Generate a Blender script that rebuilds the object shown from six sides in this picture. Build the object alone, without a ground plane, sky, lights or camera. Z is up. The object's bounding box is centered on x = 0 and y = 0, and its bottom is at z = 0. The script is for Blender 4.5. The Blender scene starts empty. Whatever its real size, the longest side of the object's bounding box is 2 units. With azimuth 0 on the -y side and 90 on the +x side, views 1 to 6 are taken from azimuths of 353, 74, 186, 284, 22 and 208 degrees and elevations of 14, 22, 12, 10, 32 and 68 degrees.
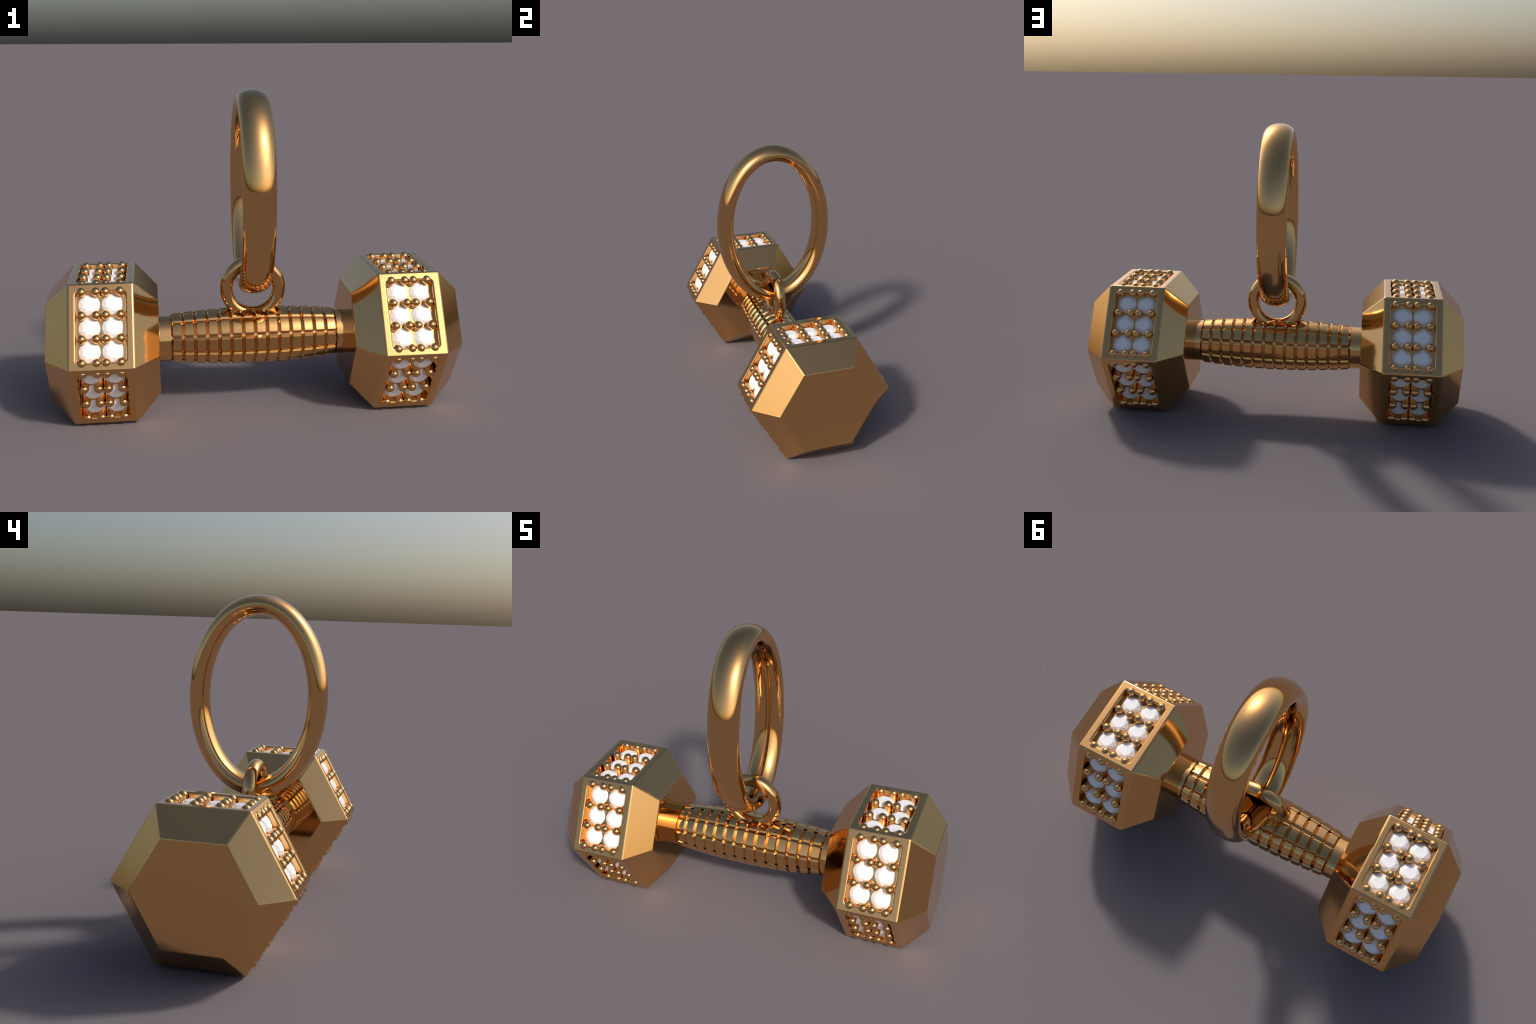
"""Gold dumbbell charm: two hexagonal pave-set weights on a knurled barrel grip,
hanging from a small loop and a large oval bail ring."""
import bpy, bmesh, math
from mathutils import Vector, Matrix

# ------------------------------------------------------------------ sizes (m)
AXIS_Z = 0.3602                 # height of the dumbbell axis
HEX_R = 0.4032                  # circumradius of the weight's main section
END_R = 0.2722                  # circumradius of its two end hexagons
X_IN, X_A, X_B, X_OUT = 0.4685, 0.5853, 0.8824, 1.0000   # stations along the axis
HEAD_C = 0.5 * (X_A + X_B)      # middle of the panel band
PANEL_HX, PANEL_HY = 0.5 * (X_B - X_A), 0.5 * HEX_R      # panel half sizes
APOTHEM = HEX_R * math.cos(math.radians(30))

POCKET_HX, POCKET_HY = 0.1125, 0.1640    # recess half sizes (at the wall)
POCKET_FILLET = 0.0095                   # rolled rim
POCKET_CORNER = 0.0150                   # corner radius at the wall
POCKET_DEPTH = 0.0365

STONE_R = 0.0494
STONE_DX, STONE_DY = 0.0534, 0.1107      # half pitch in x, pitch in y
STONE_GIRDLE = -0.0342                   # girdle level below the panel
PRONG_R = 0.0221
PRONG_COLUMNS = (-0.0880, -0.0215, 0.0215, 0.0880)
PRONG_TOP = 0.0104                       # beads stand slightly proud of the panel

GRIP_RINGS, GRIP_ROWS = 14, 10
GRIP_PITCH = 0.0589
GRIP_R0, GRIP_BARREL = 0.1432, 0.137     # r(x) = R0 - BARREL * x^2
GRIP_CHAMFER = 0.0096                    # across: 45 degree V grooves
GRIP_LONG, GRIP_LONG_DROP, GRIP_SLIT = 0.0123, 0.0058, 0.0034   # along: flat chamfers, slit
GRIP_DEPTH = 0.0195
NECK_R = 0.1140

BAIL_Z, BAIL_AY, BAIL_AZ = 1.0813, 0.3005, 0.4493
BAIL_HALF_WIDTH, BAIL_HALF_THICK = 0.0790, 0.0489
LOOP_Z, LOOP_R, LOOP_HALF_Y, LOOP_HALF_T = 0.6065, 0.1314, 0.0328, 0.0322


# ------------------------------------------------------------------ materials
def new_material(name):
    m = bpy.data.materials.new(name)
    m.use_nodes = True
    nt = m.node_tree
    return m, nt, nt.nodes["Principled BSDF"]


def gold_material(name, color, rough):
    m, nt, b = new_material(name)
    tc = nt.nodes.new("ShaderNodeTexCoord")
    no = nt.nodes.new("ShaderNodeTexNoise")
    no.inputs["Scale"].default_value = 9.0
    no.inputs["Detail"].default_value = 2.0
    nt.links.new(tc.outputs["Object"], no.inputs["Vector"])
    mr = nt.nodes.new("ShaderNodeMapRange")
    mr.inputs["To Min"].default_value = rough * 0.9
    mr.inputs["To Max"].default_value = rough * 1.1
    nt.links.new(no.outputs["Fac"], mr.inputs["Value"])
    nt.links.new(mr.outputs["Result"], b.inputs["Roughness"])
    b.inputs["Base Color"].default_value = (*color, 1)
    b.inputs["Metallic"].default_value = 1.0
    return m


def stone_material():
    m, nt, b = new_material("white_gemstone")
    info = nt.nodes.new("ShaderNodeObjectInfo")
    ramp = nt.nodes.new("ShaderNodeValToRGB")
    ramp.color_ramp.elements[0].color = (0.93, 0.93, 0.93, 1)
    ramp.color_ramp.elements[1].color = (0.96, 0.96, 0.96, 1)
    nt.links.new(info.outputs["Random"], ramp.inputs["Fac"])
    nt.links.new(ramp.outputs["Color"], b.inputs["Base Color"])
    b.inputs["Roughness"].default_value = 0.08
    b.inputs["IOR"].default_value = 1.5
    return m


GOLD = gold_material("polished_gold", (0.775, 0.448, 0.180), 0.06)
STONE = stone_material()


# ------------------------------------------------------------------ helpers
def finish(bm, name, mat, angle=30.0):
    me = bpy.data.meshes.new(name)
    bmesh.ops.recalc_face_normals(bm, faces=bm.faces)
    bm.to_mesh(me)
    bm.free()
    me.materials.append(mat)
    for p in me.polygons:
        p.use_smooth = True
    me.set_sharp_from_angle(angle=math.radians(angle))
    return me


def add(name, me, parent=None, matrix=None):
    ob = bpy.data.objects.new(name, me)
    bpy.context.scene.collection.objects.link(ob)
    if parent is not None:
        ob.parent = parent
    if matrix is not None:
        ob.matrix_local = matrix
    return ob


def weighted(ob):
    w = ob.modifiers.new("flat_faces", 'WEIGHTED_NORMAL')
    w.keep_sharp = True
    w.weight = 100


# ------------------------------------------------------------------ weight head
def rounded_rect(hx, hy, r, seg=8):
    """Counter-clockwise loop, seg+1 points per corner, four corners."""
    out = []
    for cx, cy, a0 in ((hx - r, hy - r, 0), (r - hx, hy - r, 90), (r - hx, r - hy, 180), (hx - r, r - hy, 270)):
        out.append([(cx + r * math.cos(math.radians(a0 + 90 * i / seg)),
                     cy + r * math.sin(math.radians(a0 + 90 * i / seg))) for i in range(seg + 1)])
    return out


def panel_matrix(k):
    """Local frame (x along axis, y tangential, z outward) of panel k, in head space."""
    a = math.radians(30 + 60 * k)
    n = Vector((0, math.cos(a), math.sin(a)))
    x = Vector((1, 0, 0))
    t = n.cross(x)
    m = Matrix((x, t, n)).transposed().to_4x4()
    m.translation = n * APOTHEM
    return m


def head_mesh():
    bm = bmesh.new()
    cache = {}

    def V(p):
        key = tuple(round(c, 5) for c in p)
        if key not in cache:
            cache[key] = bm.verts.new(p)
        return cache[key]

    def hexa(x, r):
        return [V((x, r * math.cos(math.radians(60 * i)), r * math.sin(math.radians(60 * i)))) for i in range(6)]

    h_in, h_a = hexa(X_IN - HEAD_C, END_R), hexa(X_A - HEAD_C, HEX_R)
    h_b, h_out = hexa(X_B - HEAD_C, HEX_R), hexa(X_OUT - HEAD_C, END_R)
    bm.faces.new(h_in)
    bm.faces.new(h_out)
    for i in range(6):
        j = (i + 1) % 6
        bm.faces.new((h_in[i], h_in[j], h_a[j], h_a[i]))
        bm.faces.new((h_b[i], h_b[j], h_out[j], h_out[i]))
    for k in range(6):
        M = panel_matrix(k)

        def P(x, y, z):
            return V(M @ Vector((x, y, z)))
        outer = [P(sx * PANEL_HX, sy * PANEL_HY, 0) for sx, sy in ((1, 1), (-1, 1), (-1, -1), (1, -1))]
        f, nf = POCKET_FILLET, 6
        rows = []
        for i in range(nf + 1):               # rolled rim, quarter round
            a = math.pi / 2 * i / nf
            off = f * (1 - math.sin(a))
            rows.append((off, -f * (1 - math.cos(a))))
        rows.append((0.0, -POCKET_DEPTH))
        loops = []
        for off, z in rows:
            loops.append([[P(x, y, z) for x, y in c]
                          for c in rounded_rect(POCKET_HX + off, POCKET_HY + off, POCKET_CORNER + off)])
        top = loops[0]
        for c in range(4):                    # flat frame: one n-gon per side
            d = (c + 1) % 4
            mid = len(top[c]) // 2
            inner = top[c][mid:] + top[d][:mid + 1]
            bm.faces.new([outer[c], outer[d]] + list(reversed(inner)))
        flat = [[v for c in l for v in c] for l in loops]
        n = len(flat[0])
        for a, b in zip(flat, flat[1:]):
            for i in range(n):
                j = (i + 1) % n
                bm.faces.new((a[i], a[j], b[j], b[i]))
        bm.faces.new(flat[-1])
    # rounded edges: strong on the panel borders, faint elsewhere
    lay = bm.edges.layers.float.new("bevel_weight_edge")
    hull = set(h_in + h_a + h_b + h_out)
    band = set(h_a + h_b)
    for e in bm.edges:
        a, b = e.verts
        if a in hull and b in hull:
            e[lay] = 1.0 if (a in band and b in band) else 0.85
    return finish(bm, "weight_head", GOLD, 32)


def stone_mesh():
    """Round brilliant: octagonal table, stars, kites, girdle facets, pavilion."""
    bm = bmesh.new()
    R, rt, h = STONE_R, 0.58 * STONE_R, 0.28 * STONE_R
    m = 0.78 * R
    zm = h * (R - m * math.cos(math.radians(22.5))) / (R - rt)

    def ring(r, z, n, off):
        return [bm.verts.new((r * math.cos(math.radians(off + 360 / n * i)), r * math.sin(math.radians(off + 360 / n * i)), z)) for i in range(n)]
    T, Md = ring(rt, h, 8, 0), ring(m, zm, 8, 22.5)
    G, G2 = ring(R, 0, 32, 0), ring(R, -0.05 * R, 32, 0)
    cul = bm.verts.new((0, 0, -0.75 * R))
    bm.faces.new(T)
    for k in range(8):
        j = (k + 1) % 8
        bm.faces.new((T[k], Md[k], T[j]))
        bm.faces.new((T[k], Md[k - 1], G[4 * k], Md[k]))
        g = [G[(4 * k + i) % 32] for i in range(5)]
        bm.faces.new((Md[k], g[0], g[1], g[2]))
        bm.faces.new((Md[k], g[2], g[3], g[4]))
    for i in range(32):
        j = (i + 1) % 32
        bm.faces.new((G[i], G2[i], G2[j], G[j]))
        bm.faces.new((G2[i], cul, G2[j]))
    me = finish(bm, "gemstone", STONE, 8)
    for p in me.polygons:
        p.use_smooth = False
    return me


def prong_mesh():
    """Round post with a hemispherical bead head."""
    bm = bmesh.new()
    n, rows = 32, []
    zc = PRONG_TOP - PRONG_R
    for i in range(1, 12):
        a = math.pi * 0.5 * i / 11
        rows.append((PRONG_R * math.sin(a), zc + PRONG_R * math.cos(a)))
    post = 0.985 * PRONG_R
    rows.append((post, zc - 0.001))
    rows.append((post, -POCKET_DEPTH - 0.002))
    loops = [[bm.verts.new((r * math.cos(2 * math.pi * i / n), r * math.sin(2 * math.pi * i / n), z)) for i in range(n)] for r, z in rows]
    top = bm.verts.new((0, 0, PRONG_TOP))
    for i in range(n):
        bm.faces.new((top, loops[0][i], loops[0][(i + 1) % n]))
    for a, b in zip(loops, loops[1:]):
        for i in range(n):
            j = (i + 1) % n
            bm.faces.new((a[i], b[i], b[j], a[j]))
    bm.faces.new(loops[-1])
    return finish(bm, "prong", GOLD, 25)


# ------------------------------------------------------------------ handle
def grip_r(x):
    return GRIP_R0 - GRIP_BARREL * x * x


def grip_block_mesh(k):
    """One chamfered block of the grip, bent round the axis: ring number k."""
    bm = bmesh.new()
    b = GRIP_CHAMFER
    x0 = (k - GRIP_RINGS / 2) * GRIP_PITCH
    x1 = x0 + GRIP_PITCH
    half = math.pi / GRIP_ROWS
    cache = {}

    def V(x, s, d):
        """x along the axis, s arc length from the block's middle row, d depth."""
        key = (round(x, 6), round(s, 6), round(d, 6))
        if key not in cache:
            r = grip_r(x)
            a = s / r
            cache[key] = bm.verts.new((x, (r - d) * math.sin(a), (r - d) * math.cos(a)))
        return cache[key]

    def edge_s(x):
        return half * grip_r(x)
    nx, ns = 6, 10
    xs = [x0 + b + (x1 - x0 - 2 * b) * i / nx for i in range(nx + 1)]

    def S(x, j, inset):
        w = edge_s(x) - inset
        return -w + 2 * w * j / ns
    for i in range(nx):                       # curved crown
        for j in range(ns):
            bm.faces.new((V(xs[i], S(xs[i], j, GRIP_LONG), 0), V(xs[i + 1], S(xs[i + 1], j, GRIP_LONG), 0),
                          V(xs[i + 1], S(xs[i + 1], j + 1, GRIP_LONG), 0), V(xs[i], S(xs[i], j + 1, GRIP_LONG), 0)))
    deep = GRIP_DEPTH + 0.002

    def side(x, sg, level):
        """Long-side profile: crown edge, chamfer foot, slit bottom."""
        inset, d = ((GRIP_LONG, 0), (GRIP_SLIT, GRIP_LONG_DROP), (0.0003, GRIP_LONG_DROP + 0.0060), (0.0003, deep))[level]
        return V(x, sg * (edge_s(x) - inset), d)
    for sg in (-1, 1):                        # long chamfers and slit walls
        for i in range(nx):
            for l in (0, 1, 2):
                bm.faces.new((side(xs[i], sg, l), side(xs[i + 1], sg, l), side(xs[i + 1], sg, l + 1), side(xs[i], sg, l + 1)))
    for xe, xi in ((x0, xs[0]), (x1, xs[-1])):    # end chamfers and walls
        for j in range(ns):
            p0, p1 = S(xi, j, GRIP_LONG), S(xi, j + 1, GRIP_LONG)
            q = [V(xi, p0, 0), V(xi, p1, 0), V(xe, p1, b), V(xe, p0, b)]
            bm.faces.new(q)
            bm.faces.new((q[3], q[2], V(xe, p1, deep), V(xe, p0, deep)))
        for sg, j in ((-1, 0), (1, ns)):      # clipped corners
            p = S(xi, j, GRIP_LONG)
            B, C = V(xe, p, b), side(xi, sg, 1)
            bm.faces.new((V(xi, p, 0), B, C))
            bm.faces.new((C, B, V(xe, p, deep), side(xi, sg, 3), side(xi, sg, 2)))
    return finish(bm, "grip_block", GOLD, 25)


def handle_mesh():
    """Core of the grip with the plain necks that run into the weights."""
    bm = bmesh.new()
    half = GRIP_RINGS / 2 * GRIP_PITCH
    prof = [(-X_IN - 0.01, NECK_R), (-half, NECK_R)]
    for i in range(33):
        x = -half + 2 * half * i / 32
        prof.append((x, grip_r(x) - GRIP_DEPTH))
    prof += [(half, NECK_R), (X_IN + 0.01, NECK_R)]
    n = 128
    loops = [[bm.verts.new((x, r * math.cos(2 * math.pi * i / n), r * math.sin(2 * math.pi * i / n))) for i in range(n)] for x, r in prof]
    for a, b in zip(loops, loops[1:]):
        for i in range(n):
            j = (i + 1) % n
            bm.faces.new((a[i], a[j], b[j], b[i]))
    bm.faces.new(loops[0])
    bm.faces.new(loops[-1])
    return finish(bm, "handle", GOLD, 30)


# ------------------------------------------------------------------ rings
def swept_ring(name, ay, az, section, n=256, angle=35):
    """Sweep a closed section [(width, outward)] round an ellipse in the local yz plane."""
    bm = bmesh.new()
    loops = []
    for i in range(n):
        t = 2 * math.pi * i / n
        c, s = math.cos(t), math.sin(t)
        nv = Vector((0, c * az, s * ay)).normalized()
        base = Vector((0, ay * c, az * s))
        loops.append([bm.verts.new(base + nv * o + Vector((w, 0, 0))) for w, o in section])
    m = len(section)
    for i in range(n):
        a, b = loops[i], loops[(i + 1) % n]
        for j in range(m):
            l = (j + 1) % m
            bm.faces.new((a[j], a[l], b[l], b[j]))
    return finish(bm, name, GOLD, angle)


def super_section(hw, ht, p, n=64, groove_w=0.0, groove_d=0.0):
    """Superellipse section; the inner side may carry a narrow centre groove."""
    out = []
    for i in range(n):
        a = 2 * math.pi * i / n
        c, s = math.cos(a), math.sin(a)
        w = hw * math.copysign(abs(c) ** (2 / p), c)
        o = ht * math.copysign(abs(s) ** (2 / p), s)
        if groove_w and s < 0 and abs(w) < 4 * groove_w:
            continue
        out.append((w, o))
    if groove_w:
        k = next(i for i, (w, o) in enumerate(out) if o < 0 and w > 0)
        add_pts = []
        for i in range(-16, 17):
            w = 3.9 * groove_w * i / 16
            o = -ht * (1 - abs(w / hw) ** p) ** (1 / p)
            g = max(0.0, 1 - abs(w) / groove_w)
            add_pts.append((w, o + groove_d * g))
        left = [q for q in out if not (q[1] < 0 and q[0] > 0)]
        right = [q for q in out if q[1] < 0 and q[0] > 0]
        out = left + add_pts + right
    return out


# ------------------------------------------------------------------ assembly
charm = bpy.data.objects.new("dumbbell_charm", None)
bpy.context.scene.collection.objects.link(charm)
charm["label"] = "gold dumbbell pendant with white stones and oval bail"
charm["category"] = "pendant"

head_me, stone_me, prong_me = head_mesh(), stone_mesh(), prong_mesh()
for side in (1, -1):
    M = Matrix.Translation((side * HEAD_C, 0, AXIS_Z))
    if side < 0:
        M = M @ Matrix.Rotation(math.pi, 4, 'Z')
    head = add("weight_head", head_me, charm, M)
    bv = head.modifiers.new("rounded_edges", 'BEVEL')
    bv.limit_method = 'WEIGHT'
    bv.width = 0.0055
    bv.segments = 3
    weighted(head)
    for k in range(6):
        PM = panel_matrix(k)
        for cx in (-1, 1):
            for ry in (-1, 0, 1):
                add("gemstone", stone_me, head, PM @ Matrix.Translation((cx * STONE_DX, ry * STONE_DY, STONE_GIRDLE)))
        for px in PRONG_COLUMNS:
            for ry in (-1.5, -0.5, 0.5, 1.5):
                add("prong", prong_me, head, PM @ Matrix.Translation((px, ry * STONE_DY, 0)))

handle = add("handle", handle_mesh(), charm, Matrix.Translation((0, 0, AXIS_Z)))
for k in range(GRIP_RINGS):
    me = grip_block_mesh(k)
    for r in range(GRIP_ROWS):
        a = 2 * math.pi * (r + 0.5) / GRIP_ROWS
        weighted(add("grip_block", me, handle, Matrix.Rotation(a, 4, 'X')))

loop_me = swept_ring("loop", LOOP_R, LOOP_R, super_section(LOOP_HALF_Y, LOOP_HALF_T, 2.1, 48), 192)
add("loop", loop_me, charm, Matrix.Translation((0, 0, LOOP_Z)) @ Matrix.Rotation(math.pi / 2, 4, 'Z'))
bail_me = swept_ring("bail_ring", BAIL_AY, BAIL_AZ,
                     super_section(BAIL_HALF_WIDTH, BAIL_HALF_THICK, 2.0, 96, 0.0027, 0.0062), 320)
add("bail_ring", bail_me, charm, Matrix.Translation((0, 0, BAIL_Z)))
